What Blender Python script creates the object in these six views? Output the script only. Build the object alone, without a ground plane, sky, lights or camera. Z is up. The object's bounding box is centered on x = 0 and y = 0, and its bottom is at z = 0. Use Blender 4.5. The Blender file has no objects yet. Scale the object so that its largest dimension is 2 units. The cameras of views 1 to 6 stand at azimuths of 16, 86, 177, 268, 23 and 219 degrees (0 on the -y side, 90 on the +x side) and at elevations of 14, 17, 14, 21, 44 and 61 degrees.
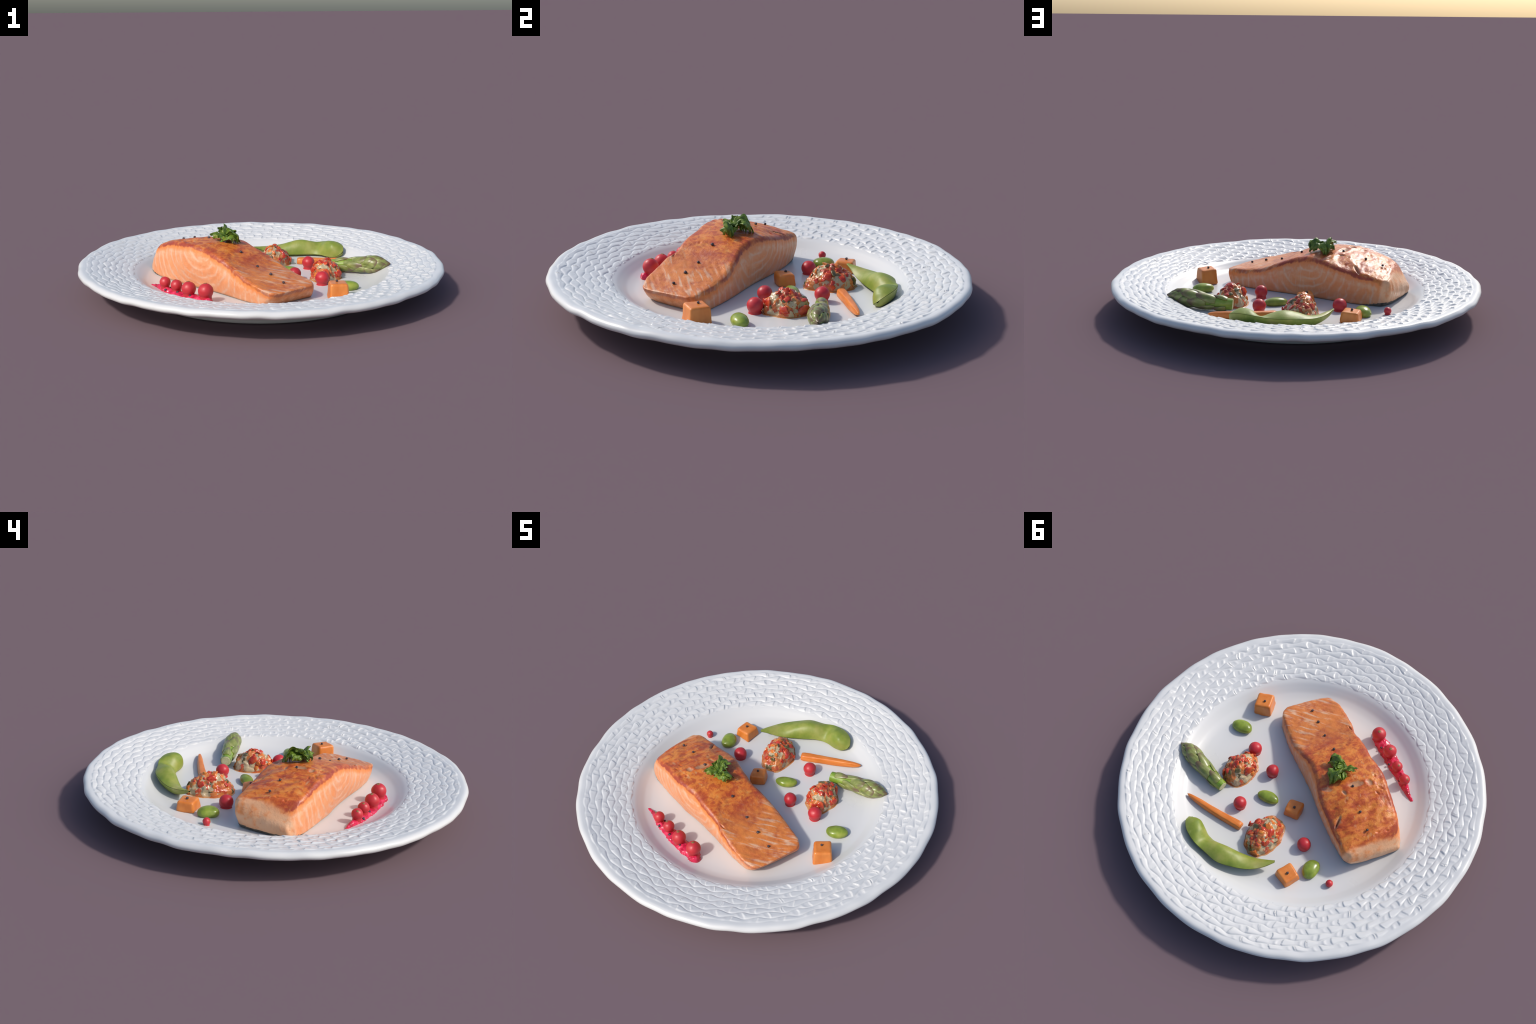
# A plated dinner: basket-weave rimmed plate, seared salmon fillet with parsley,
# berries on a fruit smear, vegetable mounds, cubes, beans, a pod, asparagus, carrot.
import bpy, bmesh, math, random
import numpy as np
from mathutils import Vector, Matrix, noise as mnoise

SEED = 7
random.seed(SEED)
rng = np.random.default_rng(SEED)
COL = bpy.context.scene.collection
PI = math.pi


# ------------------------------------------------------------------ helpers
def smooth_curve(x, pts):
    """Monotone-ish cubic (Catmull-Rom / Hermite) through control points (x, y)."""
    pts = np.asarray(pts, float)
    px, py = pts[:, 0], pts[:, 1]
    x = np.clip(np.asarray(x, float), px[0], px[-1])
    d = np.diff(py) / np.diff(px)
    m = np.empty_like(py)
    m[0], m[-1] = d[0], d[-1]
    a, b = d[:-1], d[1:]
    m[1:-1] = np.where(a * b > 0, 2 * a * b / np.where(a + b == 0, 1, a + b), 0)
    i = np.clip(np.searchsorted(px, x, side='right') - 1, 0, len(px) - 2)
    h = px[i + 1] - px[i]
    t = (x - px[i]) / h
    return ((1 + 2 * t) * (1 - t) ** 2 * py[i] + t * (1 - t) ** 2 * h * m[i]
            + t * t * (3 - 2 * t) * py[i + 1] + t * t * (t - 1) * h * m[i + 1])


def spline3(u, pts):
    """Catmull-Rom spline through 3D points, u in 0..1."""
    P = np.asarray(pts, float)
    n = len(P)
    u = np.clip(np.asarray(u, float), 0, 1) * (n - 1)
    i = np.minimum(u.astype(int), n - 2)
    t = (u - i)[:, None]
    p1, p2 = P[i], P[i + 1]
    p0 = np.where((i > 0)[:, None], P[np.maximum(i - 1, 0)], 2 * p1 - p2)
    p3 = np.where((i < n - 2)[:, None], P[np.minimum(i + 2, n - 1)], 2 * p2 - p1)
    return 0.5 * ((2 * p1) + (-p0 + p2) * t + (2 * p0 - 5 * p1 + 4 * p2 - p3) * t * t
                  + (-p0 + 3 * p1 - 3 * p2 + p3) * t ** 3)


def mesh_from(name, verts, faces, smooth=True):
    me = bpy.data.meshes.new(name)
    me.from_pydata([tuple(v) for v in np.asarray(verts, float)], [], [tuple(int(i) for i in f) for f in faces])
    me.validate()
    if smooth:
        me.polygons.foreach_set('use_smooth', np.ones(len(me.polygons), bool))
    me.update()
    return me


def grid_faces(nu, nv, wrap_u=False, wrap_v=False, flip=False):
    fs = []
    for i in range(nu if wrap_u else nu - 1):
        for j in range(nv if wrap_v else nv - 1):
            a = i * nv + j
            b = ((i + 1) % nu) * nv + j
            c = ((i + 1) % nu) * nv + (j + 1) % nv
            d = i * nv + (j + 1) % nv
            fs.append((a, d, c, b) if flip else (a, b, c, d))
    return fs


def fix_normals(me):
    bm = bmesh.new()
    bm.from_mesh(me)
    bmesh.ops.remove_doubles(bm, verts=bm.verts, dist=1e-6)
    bmesh.ops.recalc_face_normals(bm, faces=bm.faces)
    bm.to_mesh(me)
    bm.free()
    me.update()


def add(name, data, parent=None, mat=None, loc=None, matrix=None):
    ob = bpy.data.objects.new(name, data)
    COL.objects.link(ob)
    if parent is not None:
        ob.parent = parent
    if matrix is not None:
        ob.matrix_local = matrix
    elif loc is not None:
        ob.location = loc
    if mat is not None and data is not None and len(data.materials) == 0:
        data.materials.append(mat)
    return ob


def thing(ob, label, category):
    ob["label"] = label
    ob["category"] = category
    return ob


def fbm(p, scale, octaves=3, seed=0.0):
    v = Vector((p[0] * scale + seed, p[1] * scale - seed * 0.7, p[2] * scale + seed * 1.3))
    s, a = 0.0, 1.0
    for _ in range(octaves):
        s += a * mnoise.noise(v)
        v = v * 2.07
        a *= 0.5
    return s


def vnoise(P, scale, octaves=3, seed=0.0):
    return np.array([fbm(p, scale, octaves, seed) for p in P])


def get_co(me):
    a = np.empty(len(me.vertices) * 3)
    me.vertices.foreach_get('co', a)
    return a.reshape(-1, 3)


def get_no(me):
    a = np.empty(len(me.vertices) * 3, np.float32)
    me.vertices.foreach_get('normal', a)
    return a.reshape(-1, 3).astype(float)


def set_co(me, co):
    me.vertices.foreach_set('co', np.ascontiguousarray(co, np.float32).ravel())
    me.update()


# ------------------------------------------------------------------ material builder
class Nodes:
    def __init__(self, name):
        self.mat = bpy.data.materials.new(name)
        self.mat.use_nodes = True
        self.t = self.mat.node_tree
        self.t.nodes.clear()
        self.out = self.t.nodes.new('ShaderNodeOutputMaterial')
        self.bsdf = self.t.nodes.new('ShaderNodeBsdfPrincipled')
        self.t.links.new(self.bsdf.outputs[0], self.out.inputs[0])
        self.tc = self.t.nodes.new('ShaderNodeTexCoord')
        self.obj = self.tc.outputs['Object']

    def _in(self, sock, v):
        if isinstance(v, bpy.types.NodeSocket):
            self.t.links.new(v, sock)
        elif v is not None:
            if isinstance(v, (tuple, list)) and sock.type == 'RGBA' and len(v) == 3:
                v = (*v, 1.0)
            sock.default_value = v

    def math(self, op, a, b=None, c=None, clamp=False):
        n = self.t.nodes.new('ShaderNodeMath')
        n.operation = op
        n.use_clamp = clamp
        self._in(n.inputs[0], a)
        if b is not None:
            self._in(n.inputs[1], b)
        if c is not None:
            self._in(n.inputs[2], c)
        return n.outputs[0]

    def add(self, a, b): return self.math('ADD', a, b)
    def sub(self, a, b): return self.math('SUBTRACT', a, b)
    def mul(self, a, b): return self.math('MULTIPLY', a, b)

    def step(self, v, lo, hi):
        n = self.t.nodes.new('ShaderNodeMapRange')
        n.interpolation_type = 'SMOOTHSTEP'
        self._in(n.inputs[0], v)
        n.inputs[1].default_value = lo
        n.inputs[2].default_value = hi
        return n.outputs[0]

    def mapping(self, vec, loc=(0, 0, 0), rot=(0, 0, 0), scale=(1, 1, 1)):
        n = self.t.nodes.new('ShaderNodeMapping')
        self._in(n.inputs[0], vec)
        n.inputs[1].default_value = loc
        n.inputs[2].default_value = rot
        n.inputs[3].default_value = scale
        return n.outputs[0]

    def noise(self, scale, detail=3, rough=0.5, dist=0.0, vec=None):
        n = self.t.nodes.new('ShaderNodeTexNoise')
        self._in(n.inputs['Vector'], self.obj if vec is None else vec)
        n.inputs['Scale'].default_value = scale
        n.inputs['Detail'].default_value = detail
        n.inputs['Roughness'].default_value = rough
        n.inputs['Distortion'].default_value = dist
        return n.outputs['Fac']

    def voronoi(self, scale, vec=None, feature='F1', rand=1.0):
        n = self.t.nodes.new('ShaderNodeTexVoronoi')
        n.feature = feature
        self._in(n.inputs['Vector'], self.obj if vec is None else vec)
        n.inputs['Scale'].default_value = scale
        n.inputs['Randomness'].default_value = rand
        return n

    def xyz(self, vec=None):
        n = self.t.nodes.new('ShaderNodeSeparateXYZ')
        self._in(n.inputs[0], self.obj if vec is None else vec)
        return n.outputs

    def combine(self, x, y, z):
        n = self.t.nodes.new('ShaderNodeCombineXYZ')
        for s, v in zip(n.inputs, (x, y, z)):
            self._in(s, v)
        return n.outputs[0]

    def curve(self, v, pts):
        n = self.t.nodes.new('ShaderNodeFloatCurve')
        self._in(n.inputs[1], v)
        c = n.mapping.curves[0]
        while len(c.points) < len(pts):
            c.points.new(0.5, 0.5)
        for p, (x, y) in zip(c.points, pts):
            p.location = (x, y)
        n.mapping.update()
        return n.outputs[0]

    def ramp(self, fac, stops, interp='LINEAR'):
        n = self.t.nodes.new('ShaderNodeValToRGB')
        n.color_ramp.interpolation = interp
        self._in(n.inputs[0], fac)
        e = n.color_ramp.elements
        while len(e) < len(stops):
            e.new(0.5)
        for el, (p, c) in zip(e, stops):
            el.position = p
            el.color = (*c, 1.0)
        return n.outputs[0]

    def mix(self, fac, a, b, mode='MIX'):
        n = self.t.nodes.new('ShaderNodeMix')
        n.data_type = 'RGBA'
        n.blend_type = mode
        self._in(n.inputs[0], fac)
        self._in(n.inputs[6], a)
        self._in(n.inputs[7], b)
        return n.outputs[2]

    def hsv(self, col, h=0.5, s=1.0, v=1.0):
        n = self.t.nodes.new('ShaderNodeHueSaturation')
        self._in(n.inputs['Color'], col)
        self._in(n.inputs['Hue'], h)
        self._in(n.inputs['Saturation'], s)
        self._in(n.inputs['Value'], v)
        return n.outputs[0]

    def rand(self):
        return self.t.nodes.new('ShaderNodeObjectInfo').outputs['Random']

    def bump(self, h, strength=0.3, dist=0.01):
        n = self.t.nodes.new('ShaderNodeBump')
        n.inputs['Strength'].default_value = strength
        n.inputs['Distance'].default_value = dist
        self._in(n.inputs['Height'], h)
        self.t.links.new(n.outputs[0], self.bsdf.inputs['Normal'])
        return n

    def done(self, color, rough=0.4, spec=0.5, coat=0.0, coat_rough=0.1, sss=0.0, sss_r=(1, .3, .1), sss_scale=.02):
        b = self.bsdf
        self._in(b.inputs['Base Color'], color)
        self._in(b.inputs['Roughness'], rough)
        self._in(b.inputs['Specular IOR Level'], spec)
        self._in(b.inputs['Coat Weight'], coat)
        b.inputs['Coat Roughness'].default_value = coat_rough
        if sss:
            b.inputs['Subsurface Weight'].default_value = sss
            b.inputs['Subsurface Radius'].default_value = sss_r
            b.inputs['Subsurface Scale'].default_value = sss_scale
        return self.mat


# ------------------------------------------------------------------ materials
def mat_porcelain():
    n = Nodes('white_porcelain')
    v = n.noise(2.2, 3, .5)
    col = n.mix(v, (.600, .599, .588), (.645, .642, .628))
    n.bump(n.noise(60, 2), .03, .004)
    return n.done(col, n.add(.24, n.mul(n.noise(9, 2), .12)), .5)


# fillet top heights along its length (s = position along the fillet)
Z_RIGHT = [(-.5, .128), (-.45, .142), (-.36, .152), (-.232, .180), (-.12, .226), (-.04, .249), (.043, .267),
           (.13, .266), (.195, .252), (.265, .237), (.333, .223), (.4, .212), (.474, .197), (.5, .185)]
Z_LEFT = [(-.5, .120), (-.447, .137), (-.40, .152), (-.34, .168), (-.29, .184), (-.245, .201), (-.165, .223),
          (-.12, .242), (-.045, .266), (.02, .278), (.08, .287), (.155, .290), (.27, .279), (.35, .257), (.42, .234),
          (.455, .216), (.5, .188)]
Z_MID = [(-.5, .131), (-.416, .147), (-.321, .172), (-.215, .194), (-.088, .249), (.05, .284), (.16, .288),
         (.316, .262), (.416, .238), (.5, .208)]


DENTS = [  # s, t, length, width, depth, angle : gashes and pits in the seared top
    (.168, .030, .062, .022, .010, 1.40), (.184, .100, .030, .018, .010, .5), (.192, -.043, .026, .010, .009, .4),
    (.140, -.122, .050, .014, .006, 1.1), (.325, -.128, .060, .012, .004, 2.35),
    (.105, -.010, .030, .010, .005, 1.2), (.153, .140, .012, .008, .007, 0.), (.228, .145, .022, .007, .008, 0.9),
    (.238, -.051, .012, .008, .004, 0.), (.305, .070, .020, .006, .004, 1.3), (.252, -.122, .024, .008, .005, 1.2),
    (.440, .051, .016, .006, .006, 1.4), (.446, .100, .010, .008, .006, 0.), (.432, -.010, .010, .006, .005, 1.),
    (-.091, .073, .014, .010, .003, .5), (.060, .100, .030, .008, .003, 1.1), (-.205, .145, .028, .006, .008, .25),
    (.250, .120, .022, .006, .007, .4)]


def mat_salmon():
    """Seared fillet: browned mottled top, pale banded sides, dark skin underneath."""
    n = Nodes('seared_salmon')
    s, t, z = n.xyz()
    sx = n.add(s, .5)
    zl = n.mul(n.curve(sx, [(a + .5, b * 3) for a, b in Z_LEFT]), 1 / 3)
    zr = n.mul(n.curve(sx, [(a + .5, b * 3) for a, b in Z_RIGHT]), 1 / 3)
    w = n.math('ADD', n.mul(t, 1 / .32), .5, clamp=True)
    ztop = n.add(n.mul(zl, w), n.mul(zr, n.sub(1, w)))
    D = n.sub(ztop, z)                                   # depth under the top surface
    # extra depth where the back end face turns down
    endf = n.step(n.add(s, n.mul(n.noise(30, 3), .03)), .478, .505)
    fine = n.noise(60, 4, .6)
    med = n.noise(22, 4, .55)
    # ---- sides: nested arcs around a mid line, ends nearly vertical
    u = n.sub(s, .04)
    dist = n.math('SQRT', n.add(n.math('POWER', u, 2), n.math('POWER', n.mul(n.add(D, -.0), .95), 2)))
    wob = n.noise(9, 3, .5)
    ph = n.add(n.mul(dist, 2 * PI / .042), n.mul(wob, 8.0))
    band = n.add(n.mul(n.math('SINE', ph), .5), .5)
    line = n.math('POWER', band, 5.0)
    line2 = n.mul(line, n.step(n.noise(14, 3, .6), .33, .55))
    flesh = n.mix(med, (.72, .245, .088), (.74, .315, .14))
    flesh = n.mix(n.mul(n.step(n.noise(11, 4, .6), .42, .66), .55), flesh, (.72, .34, .175))
    flesh = n.mix(n.mul(line2, .58), flesh, (.70, .47, .335))
    streak = n.noise(16, 4, .6, 0, n.mapping(n.obj, scale=(5, 5, .7)))
    flesh = n.mix(n.mul(n.step(streak, .52, .75), .55), flesh, (.66, .45, .34))
    # cooked rim: orange band right below the crust, then a pale fringe
    edge = n.add(D, n.mul(n.sub(n.noise(34, 4, .65, 0, n.mapping(n.obj, scale=(1, 1, .35))), .5), .034))
    flesh = n.mix(n.mul(n.sub(1, n.step(edge, .022, .055)), .85), flesh, (.76, .215, .04))
    fringe = n.mul(n.step(edge, .030, .048), n.sub(1, n.step(edge, .05, .085)))
    flesh = n.mix(n.mul(n.mul(fringe, n.step(n.noise(40, 3), .42, .6)), .38), flesh, (.72, .48, .32))
    # blunt back end: creamy, few bands
    back = n.step(s, .462, .492)
    cream = n.mix(n.step(n.noise(18, 4, .6), .45, .7), (.68, .39, .22), (.68, .22, .055))
    cream = n.mix(n.mul(n.step(n.noise(42, 3, .6), .66, .74), .7), cream, (.42, .10, .03))
    flesh = n.mix(n.mul(back, .8), flesh, cream)
    # tail end face browner
    tail = n.sub(1, n.step(s, -.48, -.40))
    flesh = n.mix(n.mul(tail, n.mul(n.step(n.noise(24, 4, .65), .3, .65), .8)), flesh, (.50, .135, .022))
    # ragged dark brown band at the very bottom
    low = n.sub(1, n.step(n.add(z, n.mul(n.sub(n.noise(26, 3), .5), .016)), .052, .070))
    flesh = n.mix(n.mul(low, .6), flesh, (.42, .19, .07))
    # ---- seared top
    m1 = n.noise(9, 6, .64, .8, n.mapping(n.obj, rot=(0, 0, .25), scale=(1.5, .75, 1)))
    m2 = n.noise(20, 5, .62, .5, n.mapping(n.obj, rot=(0, 0, .35), scale=(1.7, .55, 1)))
    sear = n.add(n.mul(m1, .55), n.mul(m2, .45))
    crust = n.ramp(sear, [(.34, (.64, .29, .075)), (.43, (.66, .215, .034)), (.51, (.60, .150, .023)),
                          (.58, (.45, .074, .015)), (.66, (.25, .034, .012))])
    # tail part of the top: lighter with diagonal flake streaks
    tq = n.sub(s, t)
    tailw = n.sub(1, n.step(n.add(s, n.mul(n.sub(med, .5), .12)), -.27, -.10))
    tailcol = n.mix(n.noise(24, 4, .6), (.60, .165, .028), (.67, .235, .058))
    along = n.add(s, t)
    stn = n.noise(1.0, 3, .55, .4, n.combine(n.mul(tq, 36.0), n.mul(along, 5.0), n.mul(z, 8.0)))
    stm = n.step(stn, .50, .66)
    tailcol = n.mix(n.mul(stm, .88), tailcol, (.66, .42, .27))
    crust = n.mix(n.mul(tailw, .92), crust, tailcol)
    # pale spots where the sear missed
    m3 = n.step(n.noise(34, 3, .6), .50, .62)
    crust = n.mix(n.mul(n.mul(m3, .7), n.sub(1, tailw)), crust, (.38, .058, .014))
    for (ds, dt, ln_, wd, dp, an) in DENTS[:5]:
        ca, sa = math.cos(an), math.sin(an)
        x, y = n.sub(s, ds), n.sub(t, dt)
        u_ = n.mul(n.add(n.mul(x, ca), n.mul(y, sa)), 1 / (ln_ * .62))
        v_ = n.mul(n.add(n.mul(x, -sa), n.mul(y, ca)), 1 / (wd * .80))
        rr = n.add(n.add(n.mul(u_, u_), n.mul(v_, v_)), n.mul(n.sub(fine, .5), 2.4))
        crust = n.mix(n.mul(n.sub(1, n.step(rr, .3, 1.5)), .7), crust, (.48, .29, .17))
    pale = n.noise(26, 3, .5, 0, n.mapping(n.obj, loc=(3, 1, 0), rot=(0, 0, .75), scale=(.7, 1.5, 1)))
    crust = n.mix(n.mul(n.mul(n.step(pale, .60, .70), .6), n.sub(1, tailw)), crust, (.60, .32, .15))
    dark_edge = n.mul(n.step(edge, -.008, .010), n.step(n.noise(12, 3), .32, .55))
    crust = n.mix(n.mul(n.mul(dark_edge, n.sub(1, n.mul(tailw, .22))), .88), crust, (.30, .038, .018))
    cm = n.math('MAXIMUM', n.step(edge, .015, .026), endf)
    col = n.mix(cm, crust, flesh)
    n.bump(n.add(n.add(n.mul(fine, .6), n.mul(m2, .6)), n.mul(n.noise(130, 3, .6), .35)), .38, .007)
    rough = n.add(.26, n.mul(med, .26))
    return n.done(col, rough, .5, sss=0.0)


def mat_skin():
    n = Nodes('grey_fish_skin')
    c = n.ramp(n.noise(30, 4, .6), [(.35, (.035, .032, .028)), (.55, (.11, .09, .065)), (.72, (.30, .22, .14))])
    n.bump(n.noise(90, 3), .3, .004)
    return n.done(c, .4)


def mat_berry(name='red_berry_skin', base=(.56, .030, .036), dark=(.40, .016, .024)):
    n = Nodes(name)
    c = n.mix(n.noise(18, 3, .5), dark, base)
    c = n.hsv(c, 0.5, 1.0, n.add(.92, n.mul(n.rand(), .14)))
    n.bump(n.noise(70, 2), .06, .004)
    return n.done(c, .42, .5)


def mat_simple(name, a, b, scale=25, rough=.45, bumps=.15, detail=4, lo=.35, hi=.65, spec=.5):
    n = Nodes(name)
    f = n.step(n.noise(scale, detail, .6), lo, hi)
    c = n.mix(f, a, b)
    if bumps:
        n.bump(n.noise(scale * 3, 3), bumps, .005)
    return n.done(c, rough, spec)


def mat_sauce():
    n = Nodes('pink_fruit_sauce')
    c = n.ramp(n.noise(24, 4, .6), [(.34, (.36, .012, .03)), (.52, (.62, .018, .07)), (.7, (.70, .06, .12))])
    n.bump(n.noise(50, 4), .35, .008)
    return n.done(c, .2, .5)


def mat_bean():
    n = Nodes('green_bean_skin')
    c = n.ramp(n.noise(17, 3, .5), [(.32, (.135, .185, .02)), (.55, (.235, .31, .034)), (.75, (.38, .39, .07))])
    n.bump(n.noise(40, 2), .05, .005)
    return n.done(c, .28, .5)


def mat_pod():
    n = Nodes('green_pod_skin')
    f = n.noise(8, 4, .55)
    c = n.ramp(f, [(.28, (.125, .185, .018)), (.44, (.205, .255, .030)), (.57, (.29, .30, .062)), (.70, (.36, .31, .10))])
    vein = n.noise(12, 3, .6, 0, n.mapping(n.obj, scale=(2.2, 1, 1)))
    c = n.mix(n.mul(n.step(vein, .6, .72), .25), c, (.42, .45, .16))
    n.bump(n.noise(45, 3), .1, .006)
    return n.done(c, .48, .5)


def mat_cube():
    n = Nodes('orange_root_flesh')
    f = n.noise(20, 4, .6, 0, n.mapping(n.obj, scale=(1, 1, .5)))
    c = n.mix(n.step(f, .3, .7), (.60, .160, .020), (.69, .230, .046))
    n.bump(n.noise(60, 4), .12, .004)
    return n.done(c, .36, .5)


def mat_carrot():
    n = Nodes('carrot_flesh')
    f = n.noise(30, 4, .6, 0, n.mapping(n.obj, scale=(.3, 1.6, 1.6)))
    c = n.mix(n.step(f, .3, .7), (.60, .155, .018), (.74, .235, .045))
    n.bump(f, .2, .004)
    return n.done(c, .38, .5)


def mat_mound():
    """Creamy chopped-vegetable salad binder with orange oil stains."""
    n = Nodes('creamy_vegetable_mash')
    z = n.xyz()[2]
    base = n.mix(n.noise(26, 3), (.40, .30, .165), (.56, .45, .28))
    warp = n.add(n.mul(n.noise(38, 3, .6), .05), n.xyz()[0])
    warp2 = n.add(n.mul(n.noise(33, 3, .6, 0, n.mapping(n.obj, loc=(4, 2, 1))), .05), n.xyz()[1])
    v = n.voronoi(36, n.combine(warp, warp2, n.mul(z, .75)))
    cell = v.outputs['Color']
    r = n.xyz(cell)
    base = n.mix(n.mul(n.step(r[0], .60, .64), .9), base, (.56, .15, .028))
    base = n.mix(n.mul(n.step(r[1], .83, .87), .9), base, (.115, .098, .04))
    base = n.mix(n.mul(n.step(r[2], .72, .76), .92), base, (.48, .055, .02))
    oil = n.step(n.noise(16, 4, .6), .52, .68)
    base = n.mix(n.mul(oil, .6), base, (.52, .21, .05))
    low = n.sub(1, n.step(n.add(z, n.mul(n.noise(30, 3), .01)), .004, .018))
    base = n.mix(n.mul(low, .7), base, (.56, .22, .06))
    n.bump(n.add(n.noise(45, 4), v.outputs['Distance']), .3, .008)
    return n.done(base, .27, .5)


def mat_asparagus(name, tip_purple):
    n = Nodes(name)
    streak = n.noise(30, 4, .6, 0, n.mapping(n.obj, scale=(.5, 1.5, 1.5)))
    if tip_purple:
        c = n.ramp(streak, [(.30, (.105, .135, .026)), (.50, (.19, .22, .055)), (.70, (.32, .33, .12))])
        gx = n.xyz(n.tc.outputs['Generated'])[0]
        pm = n.step(n.add(gx, n.mul(n.sub(n.noise(30, 4, .6), .5), .8)), .38, .80)
        c = n.mix(n.mul(pm, .85), c, (.14, .075, .05))
    else:
        c = n.ramp(streak, [(.30, (.09, .18, .015)), (.55, (.19, .30, .03)), (.75, (.32, .37, .09))])
    n.bump(streak, .18, .005)
    return n.done(c, .32, .5)


def mat_parsley():
    n = Nodes('parsley_leaf')
    f = n.noise(45, 4, .6)
    c = n.ramp(f, [(.28, (.040, .080, .010)), (.42, (.09, .165, .017)), (.55, (.175, .265, .027)), (.66, (.28, .32, .055)), (.76, (.20, .13, .05))])
    n.bump(n.noise(110, 3), .25, .003)
    m = n.done(c, .38, .5)
    tr = n.t.nodes.new('ShaderNodeBsdfTranslucent')
    n._in(tr.inputs[0], n.hsv(c, .49, 1.05, 1.5))
    mx = n.t.nodes.new('ShaderNodeMixShader')
    mx.inputs[0].default_value = .22
    n.t.links.new(n.bsdf.outputs[0], mx.inputs[1])
    n.t.links.new(tr.outputs[0], mx.inputs[2])
    n.t.links.new(mx.outputs[0], n.out.inputs[0])
    return m


M_PLATE = mat_porcelain()
M_SALMON = mat_salmon()
M_SKIN = mat_skin()
M_BERRY = mat_berry()
M_SAUCE = mat_sauce()
M_BEAN = mat_bean()
M_POD = mat_pod()
M_CUBE = mat_cube()
M_CARROT = mat_carrot()
M_MOUND = mat_mound()
M_STALK = mat_asparagus('asparagus_stalk_green', False)
M_BRACT = mat_asparagus('asparagus_bract_olive', True)
M_CUT = mat_simple('pale_cut_stalk', (.42, .46, .20), (.56, .55, .33), 40, .45)
M_LEAF = mat_parsley()
M_STEM = mat_simple('green_stem', (.10, .22, .02), (.22, .36, .04), 40, .4)
M_PEPPER = mat_simple('black_peppercorn', (.022, .013, .018), (.085, .058, .068), 160, .5, .5)
M_RED = mat_simple('red_pepper_flesh', (.42, .024, .016), (.60, .085, .022), 30, .24, .15)
M_ORANGE = mat_simple('orange_pepper_flesh', (.60, .12, .02), (.68, .25, .04), 30, .25, .15)
M_HERB = mat_simple('olive_herb', (.075, .058, .020), (.20, .15, .055), 50, .3, .2)
M_CALYX = mat_simple('dry_calyx', (.15, .095, .03), (.32, .20, .07), 120, .6, .4)


# ------------------------------------------------------------------ plate
TOP = [(0, .0505), (.30, .0505), (.45, .0515), (.54, .0545), (.59, .0600), (.63, .0720), (.66, .0900), (.685, .1060),
       (.705, .1140), (.75, .1220), (.85, .1390), (.94, .1540), (.958, .1580), (.972, .1590), (.982, .1565)]
LIP = [(.982, .1565), (.9905, .1490), (.9940, .1400), (.9915, .1310), (.985, .1245), (.972, .1175), (.955, .1120)]
UNDER = [(.955, .1120), (.92, .1040), (.86, .0890), (.80, .0760), (.745, .0650), (.705, .0540), (.684, .0360), (.672, .0160),
         (.664, .0040), (.650, 0.0)]


def plate_z(r):
    return float(smooth_curve([r], TOP)[0])


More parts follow.
